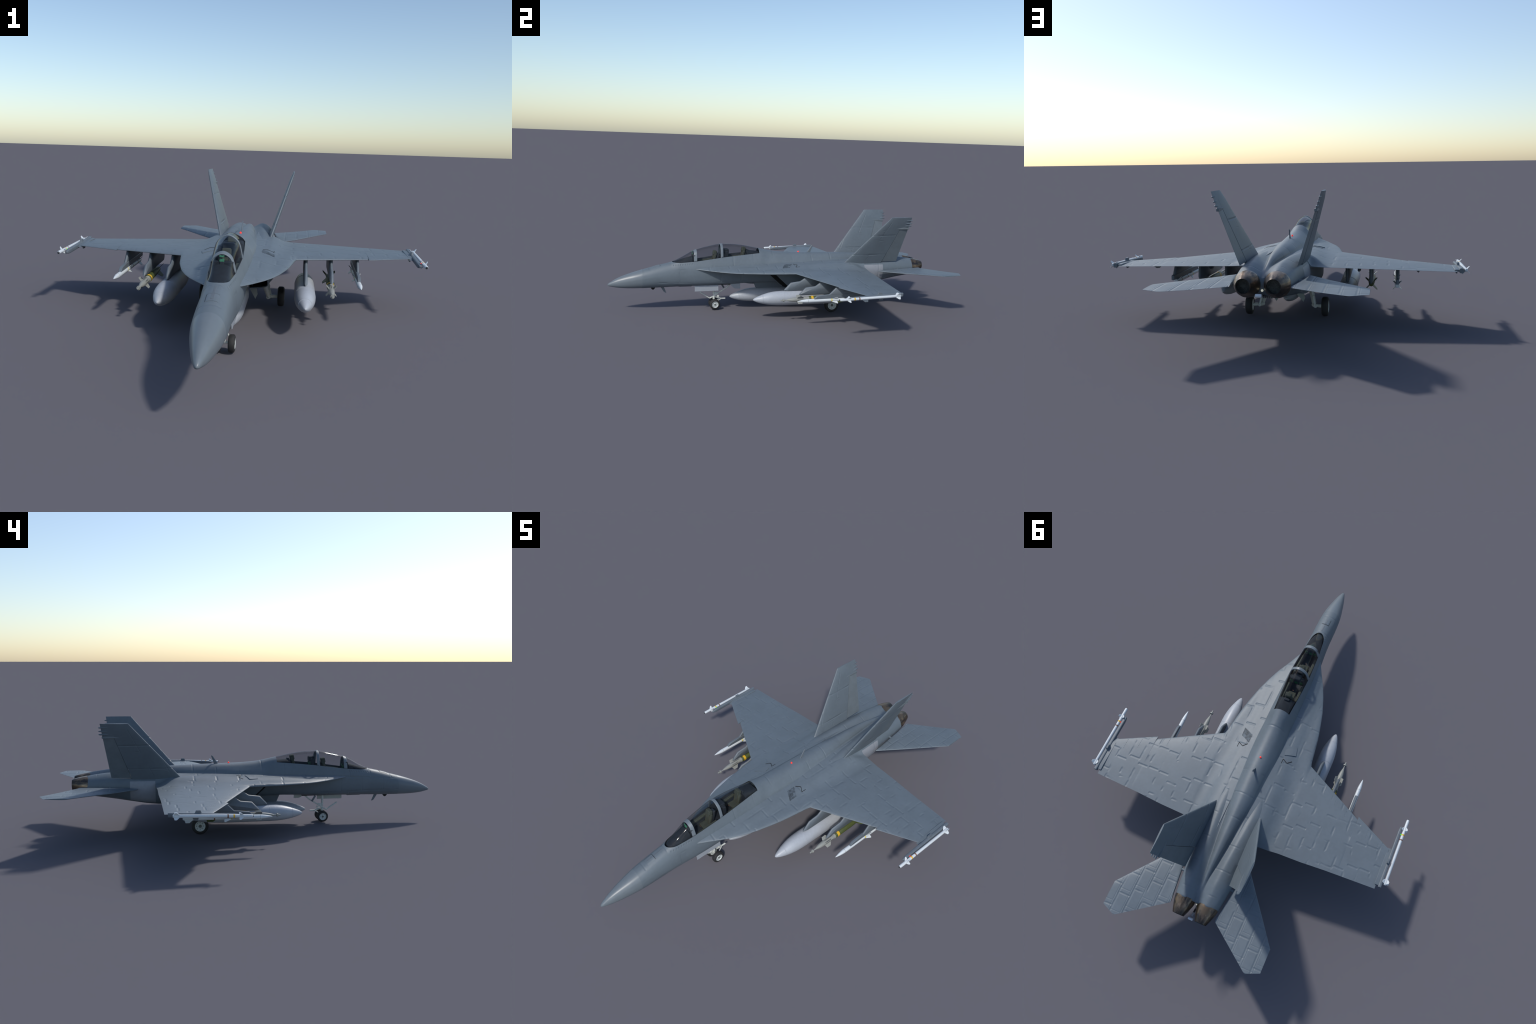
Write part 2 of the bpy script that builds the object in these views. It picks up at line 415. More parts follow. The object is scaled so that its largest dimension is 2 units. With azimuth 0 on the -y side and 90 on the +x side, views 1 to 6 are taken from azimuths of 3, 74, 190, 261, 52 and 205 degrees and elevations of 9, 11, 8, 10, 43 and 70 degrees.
# cut the surface along the canopy sill, one straight piece after another
for (y0, z0), (y1, z1) in zip(SILL[:-1], SILL[1:]):
    fs = [f for f in bm.faces if y0 < f.calc_center_median().y < y1 and f.calc_center_median().z > 0.24]
    geom = list({e for f in fs for e in f.edges}) + list({v for f in fs for v in f.verts}) + fs
    bmesh.ops.bisect_plane(bm, geom=geom, dist=1e-5, plane_co=(0, y0, z0), plane_no=V((0, -(z1 - z0), y1 - y0)).normalized())
bm.normal_update()
def region(f):
    c = f.calc_center_median()
    if c.y < -.811: return 'nose_cone'
    if -.6455 < c.y < -.145 and c.z > sill_z(c.y):
        if -.524 < c.y < -.5065 or -.372 < c.y < -.358: return 'canopy_frame'
        return 'windscreen' if c.y < -.515 else 'canopy'
    return 'fuselage'
body_n = {}
for v in bm.verts: body_n[v.index] = v.normal.copy()
bm.verts.index_update()
groups = {}
for f in bm.faces: groups.setdefault(region(f), []).append(f)
PARTM = {'nose_cone': RADOME, 'fuselage': BODY, 'canopy_frame': FRAME, 'windscreen': GLASS, 'canopy': GLASS}
fus_parts = {}
for nm, fs in groups.items():
    vs = list({v for f in fs for v in f.verts}); ix = {v: i for i, v in enumerate(vs)}
    me = bpy.data.meshes.new(nm)
    grow = 0.0012 if nm == 'canopy_frame' else 0.0
    me.from_pydata([tuple(v.co + v.normal*grow) for v in vs], [], [[ix[v] for v in f.verts] for f in fs])
    for p in me.polygons: p.use_smooth = True
    me.normals_split_custom_set_from_vertices([tuple(v.normal) for v in vs])
    me.materials.append(PARTM[nm])
    fus_parts[nm] = link(bpy.data.objects.new(nm, me), jet)
bm.free()
fr = fus_parts['canopy_frame']
so = fr.modifiers.new('thick', 'SOLIDIFY'); so.thickness = 0.0045; so.offset = -1
fus = fus_parts['fuselage']

# ---- air intakes: raked boxes under the wing roots
def intake(k):
    g = Geo(); R = []
    def sect(s, inset=0.0):
        pts = []
        fl = smooth(0, .30, s); aft = smooth(.5, 1, s)
        xt, xm, xb = .119 + .028*fl - .019*aft, .1185 + .0285*fl - .019*aft, .1145 + .0095*fl - .012*aft
        zb = .1295 + .004*aft
        out = catmull([(.045, .236), (xt - .004, .236), (xt, .231), (xm, .200), (xm - .001*fl, .160), (xb + .003, zb + .007), (xb - .010, zb), (.045, zb)], 4)
        c = np.array([.085, .183])
        for q in out:
            X, Z = q - inset*np.sign(q - c)*np.array([1, 1])
            yl = -.100 + (.221 - Z)*1.08 + max(0, (X - .055))*0.58
            pts.append((k*X, yl + (.44 - yl)*s, Z))
        return pts
    for s in (0.0, .02, .08, .2, .35, .5, .65, .8, 1.0): R.append(sect(s))
    inner = [sect(s, i) for s, i in ((.30, .006), (.12, .0045), (.01, .0035), (-.004, .0018))]
    g.rings(inner + R, cap=(False, True))
    ob = mesh('air_intake', g.v, g.f, SMOOTH, jet, 40)
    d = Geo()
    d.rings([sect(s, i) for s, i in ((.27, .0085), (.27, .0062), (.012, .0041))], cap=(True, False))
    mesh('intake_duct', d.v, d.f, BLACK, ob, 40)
    # flat black slab on the inner wall of the mouth
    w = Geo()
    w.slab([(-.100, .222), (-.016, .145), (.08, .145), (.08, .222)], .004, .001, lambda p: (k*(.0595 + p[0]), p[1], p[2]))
    w.obj('intake_black_wall', BLACK, ob)
for k in (1, -1): intake(k)

# ---- wings with leading-edge extensions
LE = lin([.050, .057, .084, .120, .146, .170, .186, .200, .212, .222, .517], [-.524, -.512, -.456, -.388, -.326, -.256, -.192, -.130, -.050, .023, .177])
LEo = lin([.517, .697], [.163, .252])
TE = lin([.05, .142, .198, .241, .348, .466, .697], [.480, .479, .475, .470, .466, .457, .4455])
zLE = lin([.05, .087, .12, .154, .20, .222, .518, .697], [.247, .242, .240, .238, .240, .243, .230, .228])
zTE = lin([.05, .2, .697], [.252, .247, .233])
A = pchip([.05, .07, .114, .14, .18, .222, .3, .5, .7], [.041, .040, .0360, .0285, .0165, .0108, .0100, .0072, .0042])
B = pchip([.05, .12, .2, .3, .5, .7], [.012, .009, .007, .0075, .0055, .0032])
def foil(t): return (0.2969*math.sqrt(t) - .126*t - .3516*t*t + .2843*t**3 - .1036*t**4)/0.1
def foil_n(t): return foil(t)/0.5
def le(x): return LE(x) if x <= .5171 else LEo(x)
def wing_z(x, y, top=True):
    a, b = le(x), TE(x); t = min(max((y - a)/(b - a), 0), 1)
    z = zLE(x) + (zTE(x) - zLE(x))*t
    f = foil(t)*2*.5
    f = min(f, 1.0)
    if top:
        w = smooth(.13, .215, x)
        d = 1 - .9*smooth(.90, 1.0, t)*smooth(.105, .135, x)
        return z + A(x)*((1 - w)*t**.5*d + w*f)
    return z - B(x)*f
def wing(k):
    xs = sorted(set(list(np.linspace(.05, .23, 34)) + list(np.linspace(.23, .517, 26)) + [.5172, .5185] + list(np.linspace(.53, .697, 16))))
    ts = [0.5 - 0.5*math.cos(math.pi*i/44) for i in range(45)]
    R = []
    for x in xs:
        a, b = le(x), TE(x)
        top = [(k*x, a + (b-a)*t, wing_z(x, a + (b-a)*t)) for t in ts]
        bot = [(k*x, a + (b-a)*t, wing_z(x, a + (b-a)*t, False) - (.0006 if t > .99 else 0)) for t in ts[-1:0:-1]]
        R.append(top + bot)
    return mesh('wing', *(lambda q: (q.v, q.f))(Geo().rings(R)), WING, jet, 40)
WINGS = {k: wing(k) for k in (1, -1)}

def on_wing(q, k, lift, mat, name, parent, n=8):
    """thin plate following the wing's upper skin; q: four (x, y) corners, lift: height at each corner"""
    a, b, c, d = [V(p) for p in q]; R = []
    lift = lift if isinstance(lift, (list, tuple)) else [lift]*4
    for i in range(n + 1):
        u = i/n; top = []; bot = []
        for j in range(n + 1):
            v = j/n
            p = (a*(1-v) + b*v)*(1-u) + (d*(1-v) + c*v)*u
            h = (lift[0]*(1-v) + lift[1]*v)*(1-u) + (lift[3]*(1-v) + lift[2]*v)*u
            top.append((k*p.x, p.y, wing_z(p.x, p.y) + h)); bot.append((k*p.x, p.y, wing_z(p.x, p.y) - .002))
        R.append(top + bot[::-1])
    return Geo().rings(R).obj(name, mat, parent)

def chevron(pts, k, parent):
    g = Geo()
    for (x0, y0), (x1, y1), w in zip(pts[:-1], pts[1:], (.0022, .0028, .0034, .001)):
        d = V((x1 - x0, y1 - y0)); n = V((-d.y, d.x)).normalized()*w/2
        q = [V((x0, y0)) + n, V((x1, y1)) + n, V((x1, y1)) - n, V((x0, y0)) - n]
        g.rings([[(k*p.x, p.y, wing_z(p.x, p.y) + h) for p in q] for h in (-.001, .0009)])
    return g.obj('vent_slot', BLACK, parent)
CH = [(.113, .088), (.1365, .074), (.1365, .050), (.113, .064), (.094, .045)]
chevron(CH[1:], 1, WINGS[1])
chevron([(.228 - x, y) for x, y in CH[1:]], -1, WINGS[-1])
on_wing([(.142, -.032), (.092, -.006), (.092, .037), (.140, .011)], 1, .0009, VENT, 'bleed_vent', WINGS[1])
# on the other side the same vent carries a half-open flap
on_wing([(.084, .003), (.131, -.030), (.140, .012), (.090, .031)], -1, [.0008, .002, .004, .0025], SMOOTH, 'bleed_flap', WINGS[-1])
# flap hinge fairings under the wing
for k in (1, -1):
    g = Geo()
    for x, s in ((.553, 1.0), (.315, 1.2)):
        g.rings([[(k*(x + .006*s*w*math.cos(a)), y, z - .004 + .008*w*math.sin(a)*s) for a in [2*math.pi*i/10 for i in range(10)]]
                 for y, w, z in ((.285, .1, .226), (.305, .6, .224), (.335, 1, .223), (.365, .8, .225), (.392, .15, .230))])
    g.obj('hinge_fairing', SMOOTH, WINGS[k])

# ---- tail fins
def panel_loft(corner, t0, t1, s0, s1, thick, k, nt=16, ns=10):
    """airfoil-thick panel between (root LE, root TE, tip LE, tip TE)"""
    a, b, c, d = [V(p) for p in corner]
    nrm = (c - a).cross(b - a).normalized()
    R = []
    for i in range(ns + 1):
        s = s0 + (s1 - s0)*i/ns
        ss = [t0 + (t1 - t0)*(0.5 - 0.5*math.cos(math.pi*j/nt)) for j in range(nt + 1)]
        h = thick[0] + (thick[1] - thick[0])*s
        p = lambda t: (a + (b - a)*t)*(1 - s) + (c + (d - c)*t)*s
        r = 1.0
        if s1 >= 1 and i == ns: r = 0.55
        th = lambda t: r*(h*min(foil(t), 1) + (.0010 if t0 < .01 else .0006)*(1 - t) + .0004)
        R.append([p(t) + nrm*th(t) for t in ss] + [p(t) - nrm*th(t) for t in ss[::-1]])
    return [[(k*v.x, v.y, v.z) for v in q] for q in R]
FC = [(.1065, .346, .270), (.1025, .6893, .270), (.2015, .599, .5585), (.1995, .730, .5595)]
def fin(k):
    g = Geo()
    g.rings(panel_loft(FC, 0, .705, 0, 1, (.0088, .0058), k))
    g.rings(panel_loft(FC, .70, 1, .765, 1, (.0088, .0058), k, ns=4))
    f = g.obj('tail_fin', FIN, jet, 40)
    Geo().rings(panel_loft(FC, .712, 1.0, .052, .760, (.0080, .0050), k)).obj('rudder', RUDDER, f, 40)
    for z, y0, r in ((.540, .640, .0034), (.5225, .676, .0036), (.507, .676, .0040)):
        x = .1065 + (z - .27)*.0935/.289
        Geo().revolve([(0, .0004), (.012, r*.6), (.03, r), (.738 - y0 - .006, r), (.738 - y0, r*.4)], (k*x, y0, z), seg=12).obj('fin_pod', SMOOTH, f)
    z = .4925; x = .1065 + (z - .27)*.0935/.289
    Geo().box((k*x, .683, z), (.0105, .082, .011), .0012).obj('fin_block', RUDDER, f)
    return f
for k in (1, -1): fin(k)

# ---- tailplanes
sLE = lambda x: .851 + (.141 - x)*0 if False else (float(np.interp(x, [.107, .141, .376], [.851, .565, .864])))
sTE = lin([.107, .313, .376], [.8515, .999, .972])
def tailplane(k):
    R = []
    for x in list(np.linspace(.1085, .141, 12)) + list(np.linspace(.15, .376, 24)) :
        a, b = sLE(x), sTE(x); h = .0078*(1 - .62*(x - .107)/.27)
        if x < .141: h *= .5 + .5*(x - .107)/.034
        ts = [0.5 - 0.5*math.cos(math.pi*i/20) for i in range(21)]
        P = lambda t: V((k*x, a + (b-a)*t, .229 + (a + (b-a)*t - .565)*.0285 + .004*smooth(.2, .376, x)))
        th = lambda t: h*min(foil(t), 1) + .0003
        R.append([P(t) + V((0, 0, th(t))) for t in ts] + [P(t) - V((0, 0, th(t))) for t in ts[::-1]])
    ob = mesh('tailplane', *(lambda q: (q.v, q.f))(Geo().rings(R)), TAIL, jet, 40)
    Geo().rod((k*.09, .70, .233), (k*.128, .70, .233), .006).obj('tailplane_pivot', SMOOTH, ob)
for k in (1, -1): tailplane(k)

# ---- exhaust nozzles
def nozzle(k):
    seg = 48
    prof = [(.806, .0482, .240), (.812, .0482, .2402), (.820, .0472, .2405), (.838, .0428, .2420), (.860, .0362, .2440), (.878, .0295, .2456), (.8845, .0268, .246),
            (.8850, .0255, .246), (.878, .0262, .2456), (.855, .0310, .2435), (.832, .0330, .242)]
    R = []
    for i, (y, r, zc) in enumerate(prof):
        cx = .0535 if y < .815 else .0535 - .0005*(y - .812)/.07
        R.append([(k*(cx + rr*math.cos(a)), y, zc + rr*math.sin(a)) for a, rr in [(2*math.pi*j/seg, r*(1 - (.012 if (j % 4 == 0 and 2 <= i <= 6) else 0))) for j in range(seg)]])
    g = Geo().rings(R[:8], cap=(False, False)); ob = mesh('exhaust_nozzle', g.v, g.f, NOZZLE, jet, 40, flip=False)
    h = Geo().rings(R[7:], cap=(False, True)); mesh('exhaust_liner', h.v, h.f, plain('liner_dark', (.075, .078, .075), .5, var=.6, scale=55), ob, 40)
for k in (1, -1): nozzle(k)

# ---- arrestor hook between the engines
hook = Geo().rod((0, .62, .153), (0, .868, .209), .0042).obj('arrestor_hook', STRIPE, jet)
Geo().rod((-.0115, .880, .213), (.0115, .880, .213), .0065).obj('hook_point', plain('hook_white', (.55, .58, .62), .4), hook)
Geo().revolve([(0, .0045), (.003, .0042), (.005, .0015)], (0, .8125, .2185), seg=14).obj('tail_light', PEARL, jet)

# ---- cockpit
tub = Geo(); R = []
sx = pchip([-.645, -.62, -.60, -.58, -.55, -.524, -.44, -.365, -.305, -.25, -.145], [.004, .026, .0325, .0365, .0392, .041, .046, .049, .0475, .045, .0388])
for y in np.linspace(-.60, -.147, 60):
    w = sx(y) - .0035; zs = sill_z(y) - .0012; fl = .252
    R.append([(-w - .001, y, zs + .001), (-w, y, zs - .004), (-w + .003, y, fl), (w - .003, y, fl), (w, y, zs - .004), (w + .001, y, zs + .001),
              (w + .0025, y, zs - .003), (w - .001, y, fl - .002), (-w + .001, y, fl - .002), (-w - .0025, y, zs - .003)])
cock = tub.rings(R).obj('cockpit_tub', TUBM, jet)
# coaming under the windscreen
R = []
for y, zt in ((-.636, .2818), (-.62, .2865), (-.60, .2935), (-.57, .303), (-.545, .311), (-.532, .316), (-.530, .290)):
    w = sx(y) - .003; zs = sill_z(y) - .002
    R.append([(w*math.cos(a), y, zs + (max(zt, zs + .001) - zs)*math.sin(a)**.8) for a in [math.pi*i/14 for i in range(15)]] + [(-w*.9, y, zs - .01), (w*.9, y, zs - .01)])
Geo().rings(R).obj('glare_shield', COAM, cock)
# rear shelf behind the second seat
R = []
for y, zt in ((-.222, .300), (-.218, .338), (-.195, .3425), (-.165, .338), (-.146, .336)):
    w = sx(y) - .004; zs = sill_z(y) - .003
    R.append([(w*math.cos(a), y, zs + (zt - zs)*math.sin(a)**.5) for a in [math.pi*i/12 for i in range(13)]] + [(-w, y, .27), (w, y, .27)])
Geo().rings(R).obj('cockpit_shelf', COAM, cock)
def panel(y, z, w, name='instrument_panel'):
    g = Geo().box((0, y, z - .02), (w, .018, .052), .003)
    p = g.obj(name, COAM, cock)
    for i, x in enumerate((-.33*w, 0, .33*w)):
        Geo().box((x, y + .0095, z - .018 - (.006 if i == 1 else 0)), (w*.22, .002, .011), .0005).obj('display', SCREEN, p)
        Geo().box((x, y + .0095, z - .034), (w*.2, .002, .004), .0005).obj('display', SCREEN, p)
    return p
ip = panel(-.520, .318, .068)
ip2 = panel(-.335, .338, .072)
Geo().box((0, -.336, .341), (.040, .030, .024), .003).obj('panel_hood', COAM, ip2)
# head-up display: post and two combiner plates
hud = Geo().box((0, -.522, .312), (.014, .018, .026), .002).obj('head_up_display', TUBM, ip)
Geo().box((0, -.5285, .3275), (.0145, .0012, .010), .0004, Matrix.Rotation(math.radians(-25), 3, 'X')).obj('combiner_glass', HUDG, hud)
Geo().box((0, -.531, .3395), (.0145, .0012, .006), .0004, Matrix.Rotation(math.radians(-25), 3, 'X')).obj('combiner_glass', HUDG, hud)
def seat(y, zh):
    s = Geo()
    tilt = Matrix.Rotation(math.radians(-14), 3, 'X')
    s.box((0, y - .004, zh - .012), (.030, .021, .026), .003, tilt)           # head box
    s.box((0, y - .008, zh - .045), (.036, .016, .052), .004, tilt)           # back
    s.box((0, y - .032, zh - .075), (.038, .044, .014), .004)                 # pan
    ob = s.obj('ejection_seat', SEATM, cock)
    Geo().box((0, y + .010, zh - .050), (.026, .012, .075), .002, tilt).obj('seat_rail', TUBM, ob)
    Geo().box((0, y - .060, zh - .066), (.007, .003, .003), .0008).obj('seat_handle', BROWN, ob)
    for x in (-.011, .011):
        Geo().box((x, y - .0175, zh - .045), (.004, .002, .044), .0006, tilt).obj('seat_strap', plain('strap_tan', (.095, .09, .06), .85), ob)
seat(-.396, .343)
seat(-.228, .3625)
for k in (1, -1):
    Geo().box((k*.036, -.44, .283), (.014, .11, .012), .002, Matrix.Rotation(math.radians(7), 3, 'X')).obj('side_console', SEATM, cock)
    Geo().box((k*.036, -.275, .300), (.013, .09, .012), .002, Matrix.Rotation(math.radians(6), 3, 'X')).obj('side_console', SEATM, cock)

# ---- small fittings on the body
def blade(name, pts, w, mat=SMOOTH):
    return Geo().slab(pts, w, w*.35).obj(name, mat, jet)
blade('antenna', [(.157, .325), (.178, .325), (.1935, .368), (.1895, .369), (.184, .366)], .0042, PYLON)
blade('antenna', [(-.710, .142), (-.691, .142), (-.6745, .103), (-.680, .102), (-.688, .107)], .0042, PYLON)
Geo().revolve([(0, .0005), (.002, .0055), (.010, .012), (.012, .012)], (0, -.750, .1225), (0, 0, 1)).obj('sensor_bulb', BLACK, jet)
Geo().revolve([(-.0035, .0042), (0, .0040), (.002, .003), (.0032, .001)], (0, .103, .3315), (0, 0, 1), 16).obj('beacon_light', RED, jet)
# raised hatch on the nose and the darker gun trough ahead of the windscreen
def decal(name, x0, x1, y0, y1, lift, mat, skew=0.0):
    g = Geo(); R = []
    for y in np.linspace(y0, y1, 9):
        xs = np.linspace(x0, x1, 9)
        R.append([(x, y, body_top(x, y) + lift*(0.2 if j in (0, 8) else 1)) for j, x in enumerate(xs)] + [(x, y, body_top(x, y) - .002) for x in xs[::-1]])
    return g.rings(R).obj(name, mat, jet)
decal('hatch_gap', -.0197, .0176, -.7518, -.7105, .0009, DARK)
decal('nose_hatch', -.018, .018, -.752, -.713, .0016, SMOOTH)
decal('gun_trough', -.0055, .0055, -.745, -.716, .0022, plain('trough_stain', (.108, .128, .148), .5, var=.06, scale=50))
decal('gun_trough', -.004, .004, -.705, -.664, .0006, plain('trough_stain', (.108, .128, .148), .5, var=.06, scale=50))
# centre-line keel fairings along the belly
Geo().slab([(-.64, .146), (-.60, .138), (-.535, .138), (-.52, .146)], .03, .004).obj('belly_fairing', SMOOTH, jet)

# ---- underwing stores
def shift(g, x):
    h = Geo(); h.v = [(v[0] + x, v[1], v[2]) for v in g.v]; h.f = g.f; return h

P1 = [(-.056, .161), (-.053, .168), (-.018, .204), (.036, .211), (.056, .224), (.072, .240), (.300, .240), (.299, .226), (.304, .178), (.290, .154), (-.03, .154)]
P2 = [(-.001, .159), (.002, .166), (.036, .199), (.090, .205), (.110, .219), (.125, .236), (.356, .238), (.358, .226), (.366, .177), (.350, .160), (.02, .156)]
P3 = [(.127, .181), (.163, .217), (.180, .236), (.352, .236), (.356, .224), (.383, .190), (.383, .184)]
LAU = [(.047, .160), (.050, .168), (.064, .179), (.125, .185), (.395, .1915), (.402, .190), (.402, .170), (.30, .166), (.12, .162)]
def pylon(k, poly, x, w):
    return shift(Geo().slab(poly, w, w*.42), k*x).obj('pylon', PYLON, jet, 62)

def tank(cx, nose, cz, z0, ln, r, parent, name='fuel_tank'):
    prof = [(0, .0005), (.003, .0048), (.010, .0095), (.022, .0150), (.040, .0212), (.060, .0272), (.082, .0324), (.105, .0364), (.130, .0389), (.155, .040), (.28, .040),
            (ln - .21, .0398), (ln - .16, .0380), (ln - .11, .0330), (ln - .06, .0235), (ln - .02, .0105), (ln - .004, .0035), (ln, .0005)]
    R = []; seg = 40
    for d, q in prof:
        q *= r/.040; z = cz + (z0 - cz)*(1 - smooth(0, .13, d))
        R.append([(cx + q*math.cos(2*math.pi*j/seg), nose + d, z + q*math.sin(2*math.pi*j/seg)) for j in range(seg)])
    ob = Geo().rings(R).obj(name, TANKM, parent, 60)
    g = Geo()
    for d, q in ((.052, .0249), (.168, .0400), (ln - .20, .0397)):
        q *= r/.040; z = cz + (z0 - cz)*(1 - smooth(0, .13, d))
        g.revolve([(-.0012, q - .001), (-.0008, q + .0004), (.0008, q + .0006), (.0012, q - .001)], (cx, nose + d, z), seg=40)
    g.obj('tank_seam', TANKM, ob, 60)
    return ob

def cruciform(g, c, axis, y0, pts, w, rot, r0, n=4):
    """n radial fins; pts: (along axis, radius) outline"""
    ax = V(axis).normalized()
    for i in range(n):
        a = math.radians(rot + 360/n*i)
        rd = V((math.cos(a), 0, math.sin(a))); rd = (rd - ax*rd.dot(ax)).normalized(); nn = ax.cross(rd)
        g.slab(pts, w, w*.4, lambda p, rd=rd, nn=nn: V(c) + ax*p[1] + rd*p[2] + nn*p[0])
    return g

def missile_long(k, x):
    """slender radar missile under the outer pylon"""
    c = V((k*x, -.043, .152)); ax = V((0, .409, .006))
    b = Geo().revolve([(0, .0004), (.004, .0018), (.012, .0038), (.025, .0064), (.040, .0085), (.052, .0096), (.056, .0097), (.398, .0097), (.404, .0092), (.405, .007), (.406, .0068)], c, ax, 24)
    m = b.obj('missile', WHITE, jet, 50)
    Geo().revolve([(.0562, .0098), (.0565, .0100), (.0572, .0100), (.0575, .0098)], c, ax, 24).obj('nose_joint', BOMBG, m)
    Geo().revolve([(.186, .0097), (.1862, .01), (.1918, .01), (.192, .0097)], c, ax, 24).obj('missile_band', LEMON, m)
    for d in (.262, .345):
        Geo().revolve([(d, .0097), (d + .0002, .01), (d + .0058, .01), (d + .006, .0097)], c, ax, 24).obj('missile_band', BROWN, m)
    f = Geo(); cruciform(f, c, ax, 0, [(.182, .007), (.216, .024), (.221, .024), (.222, .0205), (.220, .007)], .0016, 45, .008)
    cruciform(f, c, ax, 0, [(.358, .007), (.377, .025), (.394, .025), (.400, .007)], .0016, 45, .008)
    f.obj('missile_fin', WHITE, m)

def missile_short(k):
    c = V((k*.7325, .084, .2222)); ax = V((k*.001, .329, .0118)); r = .0069
    b = Geo().revolve([(.0035, .0052), (.006, .0062), (.012, r), (.325, r), (.329, r*.8), (.3295, r*.7)], c, ax, 22)
    m = b.obj('wingtip_missile', WHITE, jet, 50)
    Geo().revolve([(0, .0022), (.0012, .004), (.004, .0054)], c, ax, 18).obj('seeker_dome', DARK, m)
    for d, w, mt in ((.081, .007, YELLOW), (.106, .006, BROWN)):
        Geo().revolve([(d - w/2, r), (d - w/2 + .0002, r + .0003), (d + w/2 - .0002, r + .0003), (d + w/2, r)], c, ax, 22).obj('missile_band', mt, m)
    f = Geo(); rot = 50 if k > 0 else 40
    cruciform(f, c, ax, 0, [(.040, .005), (.052, .0185), (.058, .0195), (.060, .017), (.058, .005)], .0016, rot, .006)
    cruciform(f, c, ax, 0, [(.300, .005), (.313, .0205), (.322, .0205), (.326, .005)], .0016, rot, .006)
    f.obj('missile_fin', WHITE, m)
    # launch rail
    rail = Geo(); R = []
    for y, s, z in ((.128, .25, .2185), (.133, .62, .2188), (.145, .92, .2195), (.16, 1, .2203), (.30, 1, .2290), (.4318, 1, .2352)):
        hw, hh = .0078*s, .0098*s
        R.append([(k*(.7145 + hw*math.copysign(abs(math.cos(a))**.5, math.cos(a))), y, z + hh*math.copysign(abs(math.sin(a))**.5, math.sin(a))) for a in [2*math.pi*(i + .5)/20 for i in range(20)]])
    ro = Geo().rings(R).obj('launch_rail', PYLON, jet, 40)
    j = Geo(); j.slab([(.245, .2235), (.275, .2335), (.40, .2395), (.425, .2385), (.425, .2305), (.27, .2215)], .026, .002, lambda p: (k*(.702 + p[0]), p[1], p[2]))
    j.obj('rail_mount', SMOOTH, ro)
    h = Geo(); h.slab([(.294, .236), (.300, .250), (.318, .250), (.324, .236)], .009, .001, lambda p: (k*(.7125 + p[0]), p[1], p[2]))
    h.slab([(.306, .222), (.310, .207), (.328, .207), (.334, .222)], .006, .001, lambda p: (k*(.706 + p[0]), p[1], p[2]))
    h.obj('rail_clamp', PYLON, ro)
    Geo().box((k*.7235, .1655, .2265), (.004, .006, .004), .001).obj('wingtip_light', RED if k > 0 else GREEN, ro)

def bomb(k, x):
    cz = .1375; c = V((k*x, -.102, .1305)); ax = V((0, .36, .012))
    nose = Geo().revolve([(0, .0022), (.001, .0034), (.010, .0036), (.016, .0034), (.024, .0026), (.030, .0026), (.034, .0034), (.044, .0062), (.060, .0098), (.078, .0118), (.10, .0124),
                          (.15, .0126), (.1515, .0142), (.158, .0146)], c, ax, 24)
    m = nose.obj('guided_bomb', BOMBG, jet, 40)
    g = Geo().revolve([(.012, .0062), (.0122, .0078), (.019, .0082), (.0192, .0066), (.012, .0062)], c, ax, 20)
    cruciform(g, c, ax, 0, [(.0125, .003), (.0125, .007), (.0185, .007), (.0185, .003)], .0016, 45, .0)
    g.obj('seeker_ring', BOMBG, m)
    Geo().revolve([(.156, .0140), (.158, .0149), (.26, .0149), (.29, .0138), (.33, .0115), (.357, .0100), (.359, .008)], c, ax, 26).obj('bomb_body', OLIVE, m, 50)
    Geo().revolve([(.1695, .0148), (.170, .0153), (.1825, .0153), (.183, .0148)], c, ax, 26).obj('bomb_band', YELLOW, m)
    f = Geo(); cruciform(f, c, ax, 0, [(.088, .010), (.094, .0285), (.116, .0285), (.130, .010)], .0018, 45, .01)
    f.obj('guidance_fin', BOMBG, m)
    f = Geo(); cruciform(f, c, ax, 0, [(.292, .010), (.322, .036), (.350, .036), (.357, .009)], .0018, 45, .01)
    f.obj('tail_vane', OLIVE, m)
    s = Geo()
    for a in (0, 90, 180, 270):
        q = math.radians(a); rd = V((math.cos(q), 0, math.sin(q)))
        s.rod(c + ax.normalized()*.093 + rd*.0122, c + ax.normalized()*.140 + rd*.0125, .0009, seg=8)
    s.obj('fin_slot', DARK, m)

for k in (1, -1):
    pylon(k, P1, .262, .0135); pylon(k, P2, .363, .0135); pylon(k, P3, .472, .0125)
    lau = shift(Geo().slab(LAU, .013, .0025), k*.4705).obj('missile_launcher', PYLON, jet)
    tank(k*.261, -.231, .1178, .113, .60, .0398, jet)
    missile_long(k, .470); missile_short(k); bomb(k, .362)
tank(0, -.308, .0770, .0695, .60, .0405, jet)
shift(Geo().slab([(-.168, .156), (-.150, .115), (-.148, .108), (.20, .108), (.215, .135), (.215, .15)], .016, .004), 0).obj('pylon', PYLON, jet)

